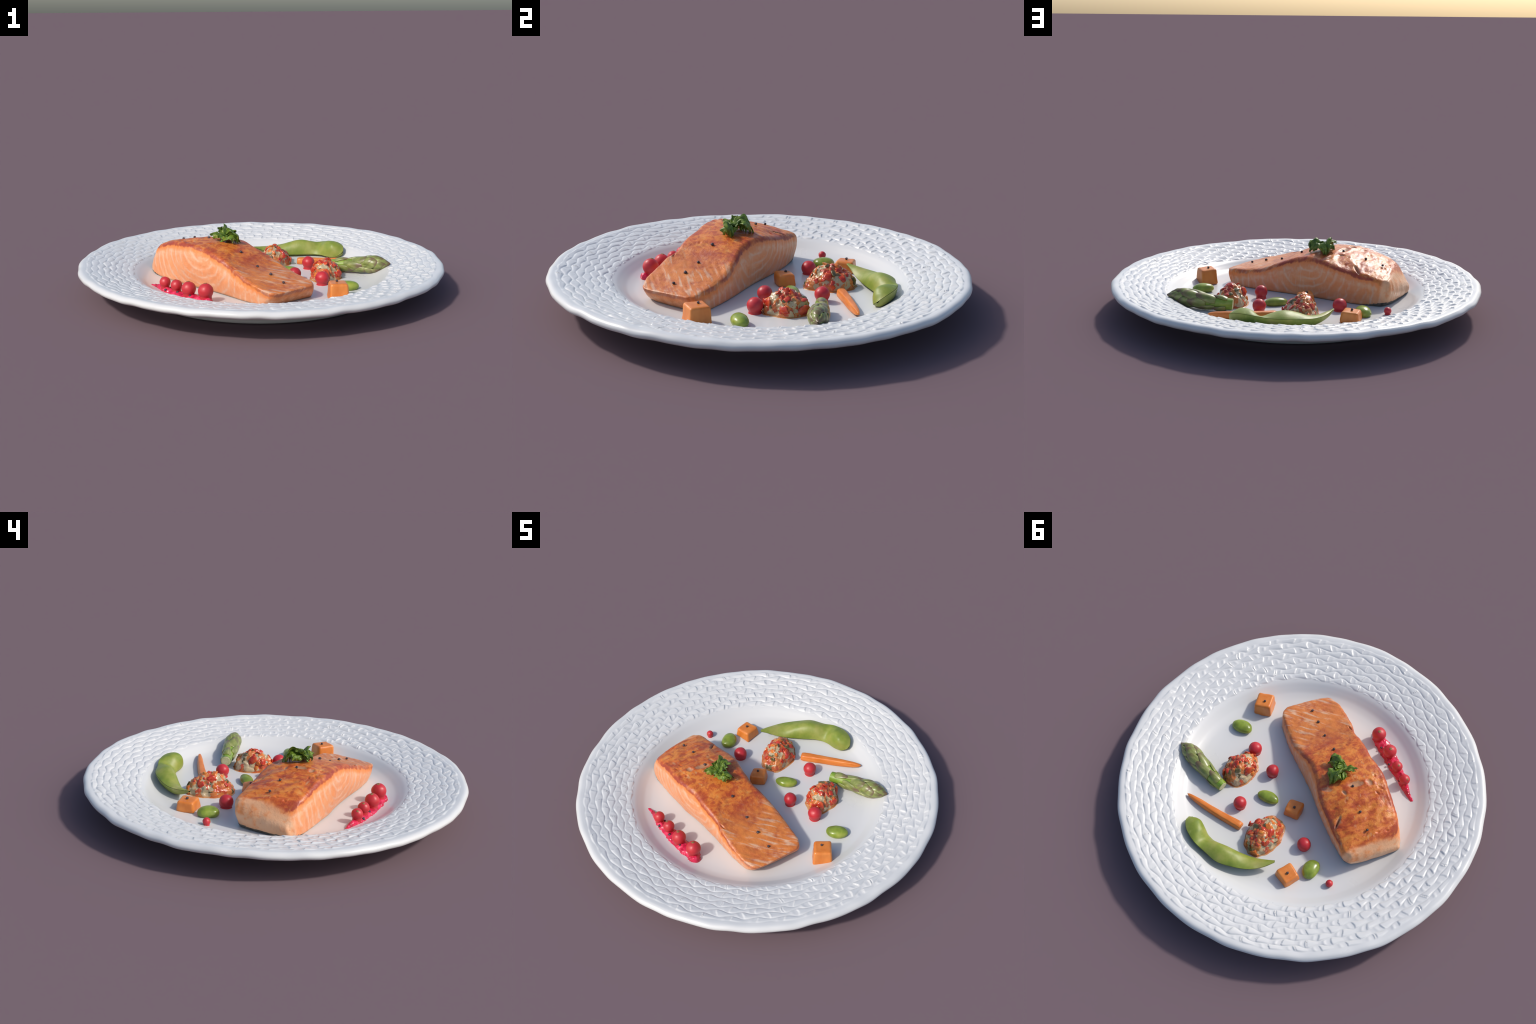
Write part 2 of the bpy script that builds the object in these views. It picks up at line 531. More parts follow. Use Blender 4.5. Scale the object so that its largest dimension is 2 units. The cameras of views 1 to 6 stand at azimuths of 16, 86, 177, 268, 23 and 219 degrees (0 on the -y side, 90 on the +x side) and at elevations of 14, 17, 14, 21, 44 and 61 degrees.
def weave_height(R, TH):
    """Basket weave: concentric rods that swell and pinch alternately over radial spokes.
    Towards the front the pads read as lens shapes with fine grooves between them, towards the
    back as short staggered blocks with one steep end."""
    r0, pitch, rows, spokes = .699, .0325, 8, 43
    wob = .16 * np.sin(5 * TH + 1.3) + .12 * np.sin(11 * TH + .4) + .12 * np.sin(3 * TH)
    ph = spokes * TH + wob * 2.0 + .35 * np.sin(R * 70 + 3 * TH)
    Rw = R + .0022 * np.sin(9 * TH) + .0020 * np.sin(23 * TH + 2) + .0012 * np.sin(61 * TH + R * 60)
    q = (Rw - r0) / pitch
    front = .38 * np.clip(1.35 * np.cos(TH + 1.85) - .25 + .14 * np.sin(5 * TH + 1), 0, 1)
    back = 1 - front
    back = back * back * (3 - 2 * back)
    amp = (.32 + .08 * np.sin(7 * TH + R * 40)) * (1 - back) + (.15 + .06 * np.sin(13 * TH + R * 30)) * back
    h = np.zeros_like(R)
    for k in range(-1, rows + 1):
        pk = ph + k * PI
        lo = k + amp * np.cos(pk)
        hi = k + 1 - amp * np.cos(pk)
        wide = hi - lo
        v = (q - lo) / np.maximum(wide, .06)
        inside = (v >= 0) & (v < 1)
        swell = np.clip((wide - .12) / 1.4, 0, 1)
        vv = np.clip(v, 0, 1)
        edge = np.minimum(vv, 1 - vv) * np.maximum(wide, .06) * pitch       # metres from the groove
        pad = 1 - np.exp(-(edge / .0042) ** 1.5)
        tau = ((pk - PI + PI) % (2 * PI)) / PI - 1                                 # -1..1 along the pad, 0 where widest
        # blocks: rods passing over (tall) and under (low) with one abrupt end
        idx = np.floor((pk + PI) / (2 * PI))
        rnd = np.modf(np.abs(np.sin(idx * 12.9898 + k * 78.233)) * 437.585)[0]
        # lens pads: flat, slightly cupped, with a small nub in the middle
        nub = np.exp(-((vv - .5) / .11) ** 2 - (tau / .13) ** 2)
        side = np.exp(-((vv - .5) / .13) ** 2 - ((tau - .20) / .10) ** 2)
        lens = .0034 * pad * (.55 + .45 * swell) * (.75 + .4 * rnd) + .0016 * (rnd - .5) * tau + .0022 * nub * (.4 + rnd) - .0016 * side + .0010 * vv
        rnd2 = np.modf(rnd * 7.3)[0]
        cut = (rnd2 - .5) * .22
        up = np.clip((tau - cut + .05) / .10, 0, 1)
        raised = up * up * (3 - 2 * up) * np.clip((1 - tau) / (1 - cut), 0, 1) ** .8
        low = 1 - np.clip((tau - cut) / .10, 0, 1)
        spoke = np.exp(-((tau + .52) / .14) ** 2) * low
        crown = np.clip(4 * vv * (1 - vv), 0, 1) ** .42
        block = pad ** .7 * (.0014 + crown * ((.0052 + .0030 * rnd) * raised + (.0024 + .0016 * rnd2) * spoke
                                              + .0016 * (rnd - .5) * (vv - .5) * 2 + .0006))
        h = np.where(inside, lens * (1 - back) + block * back, h)
    mod = .86 + .16 * np.sin(TH * 2 + .6) * np.sin(R * 40) + .14 * np.sin(17 * TH + R * 55) * np.sin(29 * TH - R * 80)
    fade = np.clip((Rw - .695) / .010, 0, 1) * np.clip((.957 - Rw) / .012, 0, 1)
    fade = fade * fade * (3 - 2 * fade)
    return .86 * h * fade * mod


def build_plate():
    NT = 1440
    r_in = np.concatenate([np.linspace(.012, .54, 26), np.linspace(.55, .682, 24)])
    r_weave = np.linspace(.686, .962, 150)
    r_top = np.concatenate([r_in, r_weave, [.967, .972, .977, .982]])
    z_top = smooth_curve(r_top, TOP)
    lip = spline3(np.linspace(0, 1, 16)[1:], [(a, b, 0) for a, b in LIP])[:, :2]
    r_un = np.concatenate([np.linspace(.945, .72, 11), [.712, .705, .70, .695, .69, .685, .681, .676, .670, .664, .657], [.652, .63, .5, .3, .012]])
    z_un = np.concatenate([smooth_curve(r_un[:22], UNDER[::-1]), [0, 0, 0, 0, 0]])
    pr = np.concatenate([r_top, lip[:, 0], r_un])
    pz = np.concatenate([z_top, lip[:, 1], z_un])
    nt = len(r_top)
    th = np.linspace(0, 2 * PI, NT, endpoint=False)
    R, TH = np.meshgrid(pr, th, indexing='ij')
    Z = np.repeat(pz[:, None], NT, 1)
    Z[:nt] += weave_height(R[:nt], TH[:nt])
    # hand-made unevenness of rim and edge
    edge = np.clip((R - .90) / .09, 0, 1)
    edge[nt + 15:] *= .6
    uneven = (.0016 * np.sin(13 * TH + 1) + .0013 * np.sin(29 * TH + 2.2) + .0012 * np.sin(7 * TH) + .0009 * np.sin(47 * TH + .3))
    Z += edge * uneven * .9
    R2 = R + edge * (.0014 * np.sin(17 * TH + .5) + .0012 * np.sin(31 * TH + 1.1) + .0012 * np.sin(5 * TH + 2))
    # the rim is not quite level: a little higher at the back left
    tw = np.clip((R - .62) / .33, 0, 1)
    Z += tw * tw * (3 - 2 * tw) * (.0026 - .0028 * np.cos(TH) + .0012 * np.sin(TH))
    R2 = R2 * (1 + edge * (.0034 - .0028 * np.sin(TH) - .0012 * np.cos(TH)))
    X, Y = R2 * np.cos(TH), R2 * np.sin(TH)
    foot = np.zeros_like(R)
    foot[nt + 15:] = np.clip((.066 - Z[nt + 15:]) / .03, 0, 1)
    X += .006 * foot
    Y -= .011 * foot
    verts = np.stack([X, Y, Z], -1).reshape(-1, 3)
    n = len(pr)
    i = np.arange(n - 1)[:, None] * NT
    j = np.arange(NT)[None]
    j2 = (j + 1) % NT
    quads = np.stack([i + j, i + NT + j, i + NT + j2, i + j2], -1).reshape(-1, 4)
    me = bpy.data.meshes.new('plate_mesh')
    c0, c1 = len(verts), len(verts) + 1
    verts = np.vstack([verts, [[0, 0, TOP[0][1]], [0, 0, 0]]])
    jj = np.arange(NT)
    t0 = np.stack([np.full(NT, c0), jj, (jj + 1) % NT], -1)
    base = (n - 1) * NT
    t1 = np.stack([np.full(NT, c1), base + (jj + 1) % NT, base + jj], -1)
    me.vertices.add(len(verts))
    me.vertices.foreach_set('co', verts.astype(np.float32).ravel())
    loops = np.concatenate([quads.ravel(), t0.ravel(), t1.ravel()]).astype(np.int32)
    sizes = np.concatenate([np.full(len(quads), 4), np.full(2 * NT, 3)]).astype(np.int32)
    me.loops.add(len(loops))
    me.loops.foreach_set('vertex_index', loops)
    me.polygons.add(len(sizes))
    starts = np.concatenate([[0], np.cumsum(sizes)[:-1]]).astype(np.int32)
    me.polygons.foreach_set('loop_start', starts)
    me.polygons.foreach_set('loop_total', sizes)
    me.polygons.foreach_set('use_smooth', np.ones(len(sizes), bool))
    me.update(calc_edges=True)
    me.validate()
    ob = add('dinner_plate', me, None, M_PLATE)
    thing(ob, 'round white porcelain plate with basket weave rim', 'plate')


build_plate()


# ------------------------------------------------------------------ peppercorn meshes
def pebble(name, r, seed, sub=2, rough=.16, squash=1.0):
    bm = bmesh.new()
    bmesh.ops.create_icosphere(bm, subdivisions=sub, radius=r)
    for v in bm.verts:
        k = 1 + rough * fbm(v.co / r, 1.6, 2, seed)
        v.co = v.co * k
        v.co.z *= squash
    me = bpy.data.meshes.new(name)
    bm.to_mesh(me)
    bm.free()
    me.polygons.foreach_set('use_smooth', np.ones(len(me.polygons), bool))
    me.materials.append(M_PEPPER)
    return me


PEPPERS = [pebble('peppercorn_mesh', .0074, 3.1 + 7 * k, 2, .28) for k in range(3)]


def peppercorn(parent, loc, scale=1.0):
    me = random.choice(PEPPERS)
    m = (Matrix.Translation(loc) @ Matrix.Rotation(random.uniform(0, 6.28), 4, 'Z')
         @ Matrix.Rotation(random.uniform(0, 3), 4, 'X') @ Matrix.Scale(scale * random.uniform(.92, 1.1), 4))
    return add('peppercorn', me, parent, None, matrix=m)


# ------------------------------------------------------------------ salmon fillet
S_O = (-.119, -.179)
S_ANG = math.atan2(.54355041, -.83937652)
S_MAT = Matrix.Translation((S_O[0], S_O[1], 0)) @ Matrix.Rotation(S_ANG, 4, 'Z')

T_LEFT_BOT = [(-.5, .124), (-.405, .136), (-.34, .145), (-.25, .150), (-.15, .150), (-.03, .155), (.06, .164), (.135, .175),
              (.22, .177), (.31, .181), (.42, .180), (.505, .164)]
T_LEFT_TOP = [(-.5, .115), (-.476, .130), (-.447, .142), (-.40, .158), (-.34, .161), (-.245, .160), (-.165, .147), (-.12, .154),
              (-.045, .160), (.02, .160), (.08, .172), (.155, .184), (.3, .176), (.36, .174), (.42, .162), (.465, .146), (.5, .126)]
T_RIGHT_BOT = [(-.5, -.150), (-.456, -.165), (-.41, -.182), (-.311, -.185), (-.184, -.181), (-.057, -.173), (.1, -.168),
               (.2, -.167), (.28, -.165), (.377, -.155), (.46, -.141), (.5, -.122)]
T_RIGHT_TOP = [(-.5, -.132), (-.45, -.162), (-.36, -.165), (-.232, -.162), (-.12, -.143), (-.04, -.128), (.043, -.136),
               (.13, -.156), (.195, -.162), (.265, -.158), (.333, -.152), (.4, -.147), (.474, -.142), (.5, -.122)]


def salmon_top(s, t):
    zl, zm, zr = (smooth_curve(s, c) for c in (Z_LEFT, Z_MID, Z_RIGHT))
    b = np.clip(t / .155, -1.05, 1.05)
    return zm + (zl - zr) / 2 * b + ((zl + zr) / 2 - zm) * b * b


SLIT = (.325, -.130, .050, .0065, .020, 2.35)


def build_salmon():
    L, W, H, rad = .97, .33, .17, .015
    half = np.array([L / 2, W / 2, H / 2])
    n = (190, 72, 34)

    def axis(k):
        x = np.linspace(-1, 1, n[k] + 1)
        return (.45 * x + .55 * np.sin(x * PI / 2)) * half[k]

    ax = [axis(k) for k in range(3)]
    index, verts, faces = {}, [], []

    def vid(i, j, k):
        key = (i, j, k)
        if key not in index:
            index[key] = len(verts)
            verts.append((ax[0][i], ax[1][j], ax[2][k]))
        return index[key]

    for k in (0, n[2]):
        for i in range(n[0]):
            for j in range(n[1]):
                q = (vid(i, j, k), vid(i + 1, j, k), vid(i + 1, j + 1, k), vid(i, j + 1, k))
                faces.append(q if k else q[::-1])
    for j in (0, n[1]):
        for i in range(n[0]):
            for k in range(n[2]):
                q = (vid(i, j, k), vid(i + 1, j, k), vid(i + 1, j, k + 1), vid(i, j, k + 1))
                faces.append(q if j == 0 else q[::-1])
    for i in (0, n[0]):
        for j in range(n[1]):
            for k in range(n[2]):
                q = (vid(i, j, k), vid(i, j + 1, k), vid(i, j + 1, k + 1), vid(i, j, k + 1))
                faces.append(q if i else q[::-1])
    P = np.array(verts)
    # round the box: different radii for plan corners and for the horizontal edges
    hz = half - np.array([.022, .022, .0])
    q = np.clip(P[:, :2], -hz[:2], hz[:2])
    d = P[:, :2] - q
    l = np.maximum(np.linalg.norm(d, axis=1), 1e-9)
    lim = .022
    dmax = np.maximum(np.abs(d).max(1), 1e-9)
    P[:, :2] = q + d * (dmax / l)[:, None]
    # horizontal edges: pull in vertices close to top and bottom
    rt = np.where(P[:, 2] > 0, rad, .012)
    inner = half[2] - rt
    dz = np.clip(np.abs(P[:, 2]) - inner, 0, None)
    side = np.maximum(np.abs(P[:, 0]) / half[0], np.abs(P[:, 1]) / half[1])
    # radial distance from the side wall in metres
    wall = np.minimum(half[0] - np.abs(P[:, 0]), half[1] - np.abs(P[:, 1]))
    # for corners use distance in the rounded plan
    corner = (np.abs(P[:, 0]) > hz[0]) & (np.abs(P[:, 1]) > hz[1])
    dc = np.linalg.norm(np.abs(P[:, :2]) - hz[:2], axis=1)
    wall = np.where(corner, lim - dc, wall)
    dw = np.clip(rt - wall, 0, None)
    both = (dz > 0) & (dw > 0)
    m = np.maximum(dz, dw)
    ln = np.maximum(np.hypot(dz, dw), 1e-9)
    f = np.where(both, m / ln, 1.0)
    newdz = dz * f
    newdw = dw * f
    P[:, 2] = np.where(both, np.sign(P[:, 2]) * (inner + newdz), P[:, 2])
    shift = dw - newdw
    # move inward along outward plan normal
    nrm = np.zeros((len(P), 2))
    cx = half[0] - np.abs(P[:, 0]) < half[1] - np.abs(P[:, 1])
    nrm[:, 0] = np.where(cx, np.sign(P[:, 0]), 0)
    nrm[:, 1] = np.where(cx, 0, np.sign(P[:, 1]))
    cn = (np.abs(P[:, :2]) - hz[:2]) * np.sign(P[:, :2]) / np.maximum(dc, 1e-9)[:, None]
    nrm = np.where(corner[:, None], cn, nrm)
    P[:, :2] -= nrm * np.where(both, shift, 0)[:, None]

    a, b, c = P[:, 0] / half[0], P[:, 1] / half[1], (P[:, 2] / half[2] + 1) / 2
    # end positions depend on height and side
    tail_bot = smooth_curve(b, [(-1, -.455), (0, -.445), (.6, -.432), (1, -.408)])
    tail_top = smooth_curve(b, [(-1, -.502), (-.4, -.500), (.5, -.497), (1, -.488)])
    back_bot = smooth_curve(b, [(-1, .490), (-.5, .506), (.2, .508), (1, .500)])
    back_top = smooth_curve(b, [(-1, .512), (-.3, .494), (.3, .470), (.7, .452), (1, .436)])
    bulge = np.sin(np.clip(c, 0, 1) * PI)
    s0 = tail_bot + (tail_top - tail_bot) * np.clip(c, 0, 1) ** .7 - .004 * bulge
    s1 = back_bot + (back_top - back_bot) * c ** 1.3 + (.020 + .012 * np.clip(b, 0, 1)) * bulge
    s = s0 + (s1 - s0) * (a + 1) / 2
    tl = smooth_curve(s, T_LEFT_BOT) * (1 - c) + smooth_curve(s, T_LEFT_TOP) * c
    tr = smooth_curve(s, T_RIGHT_BOT) * (1 - c) + smooth_curve(s, T_RIGHT_TOP) * c
    belly = np.clip((s + .46) / .2, 0, 1)
    crown = np.exp(-((s - .05) / .24) ** 2)
    belly_near = belly * (1 - .0 * np.clip((s - .33) / .14, 0, 1))
    tl += (.002 + .012 * belly_near + .010 * crown) * bulge ** .8 + .004 * c
    waist = .004 * np.exp(-((s - .03) / .07) ** 2) * np.clip(1 - c / .5, 0, 1)
    tr += waist
    tr -= (.002 + .017 * belly + .006 * np.exp(-((s + .02) / .2) ** 2)) * bulge ** .8 * (.25 + .75 * c) + .006 * c * belly
    t = tr + (tl - tr) * (b + 1) / 2
    ztop = salmon_top(np.clip(s, -.5, .5), t)
    zbot = .0495
    z = zbot + (ztop - zbot) * c
    # the back end and its bottom edge curl up a little from the plate
    lift = np.clip((s - .44) / .07, 0, 1) ** 2 * .010 + np.clip((-s - .43) / .06, 0, 1) ** 2 * .010
    z += lift * (1 - c)
    co = np.stack([s, t, z], -1)

    # ---- relief: flake ridges, seared pits, wrinkles
    top = np.clip((c - .93) / .07, 0, 1)
    flake = np.clip((-.12 - s) / .10, 0, 1)
    wv = vnoise(co, 9, 2, 2.0)
    ridge = 1.6 * vnoise(np.stack([(s - t) * 36 / 9, (s + t) * 5 / 9, z], -1), 9, 2, 2.0)
    patch = np.clip(.6 + .9 * vnoise(co, 11, 2, 8.0), 0, 1)
    dz_ = top * flake * .0013 * patch * (np.sign(ridge) * np.abs(ridge) ** .8)
    backp = np.clip((s - .02) / .25, 0, 1)
    dz_ += top * (.0026 + .0040 * backp) * vnoise(np.stack([s + .25 * t, t * .6, z], -1), 15, 4, 5.0)
    for (ds, dt, ln_, wd, dp, an) in DENTS + [SLIT]:
        ca, sa = math.cos(an), math.sin(an)
        x, y = s - ds, t - dt
        u, v = (x * ca + y * sa) / (ln_ * .6), (-x * sa + y * ca) / (wd * .75)
        rr = u * u + v * v
        dz_ -= top * dp * .85 * np.exp(-rr ** 1.6)
        dz_ += top * dp * .18 * np.exp(-((np.sqrt(rr) - 1.6) / .45) ** 2)
    co[:, 2] += dz_
    me = mesh_from('salmon_body', co, faces)
    no = get_no(me)
    # side fibres: shallow vertical grooves and lumps
    sidew = np.clip(1 - np.abs(no[:, 2]) * 1.4, 0, 1)
    depth = ztop - z
    arcs = np.sin(np.sqrt((s - .04) ** 2 + (depth * .95) ** 2) * 2 * PI / .036 + 2.5 * vnoise(co, 9, 2, 1))
    disp = sidew * (.0011 * arcs + .0028 * vnoise(co * [1.6, 1.6, .6], 17, 3, 11))
    # ragged underside edge and a lump of curd on the back corner
    disp += np.clip((.075 - co[:, 2]) / .02, 0, 1) * sidew * .004 * vnoise(co, 38, 2, 4)
    lump = np.exp(-(((s - .487) / .016) ** 2 + ((t + .090) / .022) ** 2 + ((co[:, 2] - .158) / .026) ** 2))
    disp += .013 * lump
    # fine serrated crust edge
    co = co + no * disp[:, None]
    co[:, 2] = np.maximum(co[:, 2], .0475)
    set_co(me, co)
    no = get_no(me)

    fc = np.array([np.mean(co[list(f)], axis=0) for f in faces])
    ft = salmon_top(np.clip(fc[:, 0], -.5, .5), fc[:, 1]) - fc[:, 2]
    skin_h = .053 + .022 * np.clip((fc[:, 0] - .36) / .12, 0, 1)
    kind = np.where(fc[:, 2] < skin_h, 2, np.where((ft < .016) & (fc[:, 0] < .5), 0, 1))
    root = bpy.data.objects.new('salmon_fillet', None)
    COL.objects.link(root)
    root.matrix_world = S_MAT
    thing(root, 'thick seared salmon fillet with browned crust and peppercorns', 'fish')
    for kd, nm, mat in ((0, 'seared_crust', M_SALMON), (1, 'flesh', M_SALMON), (2, 'skin', M_SKIN)):
        fs = [faces[i] for i in np.nonzero(kind == kd)[0]]
        used = sorted({v for f in fs for v in f})
        remap = {v: i for i, v in enumerate(used)}
        part = bpy.data.meshes.new(nm)
        part.from_pydata([tuple(co[v]) for v in used], [], [tuple(remap[v] for v in f) for f in fs])
        part.polygons.foreach_set('use_smooth', np.ones(len(part.polygons), bool))
        part.update()
        part.normals_split_custom_set_from_vertices([tuple(no[v]) for v in used])
        add(nm, part, root, mat)
    for (ps, pt) in [(-.416, .001), (-.321, .001), (-.215, 0), (-.088, .003), (.316, -.001), (.416, .001), (.172, .011), (.036, .004)]:
        zt = float(salmon_top(np.array([ps]), np.array([pt]))[0])
        zt += -.004 if abs(ps - .172) < .01 else 0
        peppercorn(root, (ps, pt, zt + .0045))
    return root


build_salmon()


# ------------------------------------------------------------------ parsley
def leaflet(base, mid, tip, width, up, curl=.012, seed=0, lobes=5):
    """A crinkled fan-shaped leaflet running base > mid > tip, toothed margin, real thickness."""
    nu, nv = 34, 31
    base, mid, tip, up = (np.array(x, float) for x in (base, mid, tip, up))
    u = np.linspace(0, 1, nu)
    spine = ((1 - u) ** 2)[:, None] * base + (2 * u * (1 - u))[:, None] * (2 * mid - (base + tip) / 2) + (u ** 2)[:, None] * tip
    tan = np.gradient(spine, axis=0)
    tan /= np.linalg.norm(tan, axis=1)[:, None]
    side = np.cross(tan, up)
    side /= np.linalg.norm(side, axis=1)[:, None]
    nrm = np.cross(side, tan)
    v = np.linspace(-1, 1, nv)
    U, V = np.meshgrid(u, v, indexing='ij')
    wprof = width * .5 * np.sin(np.clip(U, 0, 1) * PI * .80 + .12) ** .8
    # lobed outer edge
    ang = V * lobes * PI * .5
    tooth = .09 * np.cos(ang * 2 + seed) + .035 * np.cos(ang * 5 + seed * 2)
    reach = .93 - .22 * V ** 2 + tooth * U ** 3
    Uc = np.clip(U * reach, 0, 1.15)
    wob = 1 + .14 * np.cos(U * 17 + seed) * (np.abs(V) ** 3)
    ii = np.clip(Uc, 0, 1) * (nu - 1)
    i0 = np.minimum(ii.astype(int), nu - 2)
    fr = (ii - i0)[..., None]
    sp = spine[i0] * (1 - fr) + spine[i0 + 1] * fr + tan[i0] * (np.clip(Uc - 1, 0, 1) * np.linalg.norm(tip - base))[..., None]
    sd, nm = side[i0], nrm[i0]
    ripple = .0060 * U * np.sin(V * 7.5 + seed * 3) + .0030 * U * np.sin(V * 15 + seed + U * 6) + .0025 * np.sin(U * 9 + seed)
    drop = -curl * V ** 2 * (.3 + U)
    P = sp + sd * (wprof * V * wob)[..., None] + nm * (ripple + drop)[..., None]
    th = .0011
    up_v = (P + nm * th).reshape(-1, 3)
    lo_v = (P - nm * th).reshape(-1, 3)
    n = nu * nv
    fs = grid_faces(nu, nv) + [tuple(n + i for i in f[::-1]) for f in grid_faces(nu, nv)]
    rim = [i * nv for i in range(nu)] + [(nu - 1) * nv + j for j in range(1, nv)] + \
          [i * nv + nv - 1 for i in range(nu - 2, -1, -1)] + [j for j in range(nv - 2, 0, -1)]
    for a, b in zip(rim, rim[1:] + rim[:1]):
        fs.append((a, n + a, n + b, b))
    me = mesh_from('leaflet', np.vstack([up_v, lo_v]), fs)
    fix_normals(me)
    return me


def tube(name, pts, radii, nseg=10, nring=24):
    u = np.linspace(0, 1, nring)
    P = spline3(u, pts)
    rad = smooth_curve(u, list(zip(np.linspace(0, 1, len(radii)), radii)))
    T = np.gradient(P, axis=0)
    T /= np.linalg.norm(T, axis=1)[:, None]
    ref = np.array([.3, .2, 1.0])
    A = np.cross(T, ref)
    A /= np.linalg.norm(A, axis=1)[:, None]
    B = np.cross(T, A)
    th = np.linspace(0, 2 * PI, nseg, endpoint=False)
    V = P[:, None] + rad[:, None, None] * (np.cos(th)[None, :, None] * A[:, None] + np.sin(th)[None, :, None] * B[:, None])
    fs = grid_faces(nring, nseg, wrap_v=True)
    fs.append(tuple(range(nseg))[::-1])
    fs.append(tuple((nring - 1) * nseg + k for k in range(nseg)))
    me = mesh_from(name, V.reshape(-1, 3), fs)
    fix_normals(me)
    return me


def build_parsley():
    O = np.array((-.170, -.140, .285))
    root = bpy.data.objects.new('parsley_sprig', None)
    COL.objects.link(root)
    root.location = O + np.array((-.001, .003, 0))
    thing(root, 'small sprig of curly green parsley', 'herb')

    def rel(p):
        p = np.array(p, float)
        p[2] = .276 + (p[2] - .276) * .80 - .002
        return p - O
    c = (-.166, -.138, .326)
    leaves = [  # base, mid, tip, width, up, curl
        (c, (-.170, -.114, .346), (-.174, -.088, .364), .084, (.35, -.75, .55), -.014, 1.0),
        ((-.170, -.142, .326), (-.203, -.160, .343), (-.235, -.179, .346), .048, (.2, -.3, .9), .012, 2.3),
        ((-.174, -.158, .302), (-.116, -.149, .334), (-.082, -.134, .279), .082, (.35, .1, .95), .020, 3.1),
        ((-.166, -.130, .322), (-.165, -.066, .352), (-.168, -.038, .271), .088, (-.1, .45, .9), .020, 4.4),
        ((-.168, -.128, .326), (-.158, -.078, .350), (-.158, -.062, .272), .076, (.9, .25, .4), .020, 9.1),
        ((-.165, -.150, .315), (-.108, -.142, .332), (-.100, -.140, .277), .070, (.1, .9, .4), .018, 11.3),
        ((-.172, -.136, .318), (-.200, -.104, .336), (-.214, -.080, .310), .046, (-.5, .4, .8), .014, 6.4),
        ((-.170, -.142, .300), (-.158, -.128, .338), (-.140, -.112, .338), .060, (-.3, .3, .9), .016, 13.3),
        ((-.168, -.142, .312), (-.160, -.158, .328), (-.134, -.172, .318), .040, (.4, -.6, .7), .010, 7.7),
    ]
    for (b, m, t, w, up, curl, sd) in leaves:
        add('leaflet', leaflet(rel(b), rel(m), rel(t), w, up, curl, sd), root, M_LEAF)
    add('stem', tube('stem', [rel(p) for p in ((-.211, -.219, .2865), (-.196, -.190, .2875), (-.181, -.163, .2885), (-.174, -.150, .305),
                                                (-.168, -.140, .326))], [.0022, .0028, .0032, .0034, .0025]), root, M_STEM)
    add('stem', tube('stem', [rel(p) for p in ((-.181, -.163, .2885), (-.160, -.152, .300), (-.135, -.142, .318))],
                     [.0030, .0034, .0022]), root, M_STEM)


build_parsley()


# ------------------------------------------------------------------ berries
def berry_mesh(r, sink, seed, skirt=.0):
    """Body of revolution: round berry whose underside settles onto the plate with a tiny foot of juice."""
    prof = []
    low = math.radians(38)
    for k in range(20):
        a = PI / 2 - k / 19 * (PI / 2 + low)
        prof.append((r * math.cos(a), r * math.sin(a)))
    zb = -sink
    x0, y0 = prof[-1]
    for k in range(1, 6):                     # flanks run down almost straight, then spread in a film of juice
        f = k / 5
        prof.append((x0 * (1 - .02 * math.sin(f * PI * .75)), y0 + (zb + .004 - y0) * f))
    prof += [(x0 + skirt * .3, zb + .0012), (x0 + skirt * .6, zb - .001), (0.0005, zb - .003)]
    nseg = 40
    V, th = [], np.linspace(0, 2 * PI, nseg, endpoint=False)
    for (x, y) in prof:
        for a in th:
            p = Vector((x * math.cos(a), x * math.sin(a), y))
            k = 1 + .035 * fbm(p / r, 1.1, 2, seed)
            V.append((p.x * k, p.y * k, p.z * k if p.z > zb * .7 else p.z))
    me = mesh_from('berry', V, grid_faces(len(prof), nseg, wrap_v=True))
    fix_normals(me)
    return me


def calyx_mesh(r):
    """Dried blossom end: small crown of five points round a button."""
    V, F = [], []
    n = 20
    for k in range(n):
        a = 2 * PI * k / n
        rr = r * (1.0 if k % 4 else 1.45)
        V.append((rr * math.cos(a), rr * math.sin(a), -.0012))
        V.append((rr * .62 * math.cos(a), rr * .62 * math.sin(a), .0022))
    V.append((0, 0, .0006))
    for k in range(n):
        a, b = 2 * k, 2 * ((k + 1) % n)
        F += [(a, b, b + 1, a + 1), (a + 1, b + 1, 2 * n)]
    me = mesh_from('calyx', V, F)
    me.materials.append(M_CALYX)
    return me


CALYX = calyx_mesh(.0078)


def berry(x, y, z, r, floor, seed, calyx_dir=None, skirt=.003):
    me = berry_mesh(r, z - floor, seed, skirt)
    ob = add('berry', me, None, M_BERRY, loc=(x, y, z))
    thing(ob, 'small glossy round red berry', 'berry')
    if calyx_dir is not None:
        d = Vector(calyx_dir).normalized()
        m = Matrix.Translation(d * r * .985) @ d.to_track_quat('Z', 'Y').to_matrix().to_4x4() @ Matrix.Scale(r / .036, 4)
        add('calyx', CALYX, ob, None, matrix=m)
    return ob


for (x, y, z, r, fl, cal, sk) in [
    (-.456, .349, .077, .0195, .0545, (-.35, -.75, .25), .002),
    (-.217, .254, .080, .0370, .050, None, .004),
    (.206, .275, .087, .0360, .050, None, .003),
    (.189, .011, .088, .0352, .050, None, .003),
    (.354, -.042, .087, .0375, .050, None, .003),
    (-.421, -.386, .1035, .0295, .066, (-.6, .05, .8), .001),
    (-.342, -.428, .1030, .0305, .066, (-.35, .12, .92), .001),
    (-.255, -.482, .1055, .0378, .064, (-.12, .12, .98), .001),
    (-.146, -.531, .1140, .0395, .070, (-.05, .15, .98), .001)]:
    berry(x, y, z, r, fl, x * 17 + y * 31, cal, sk)


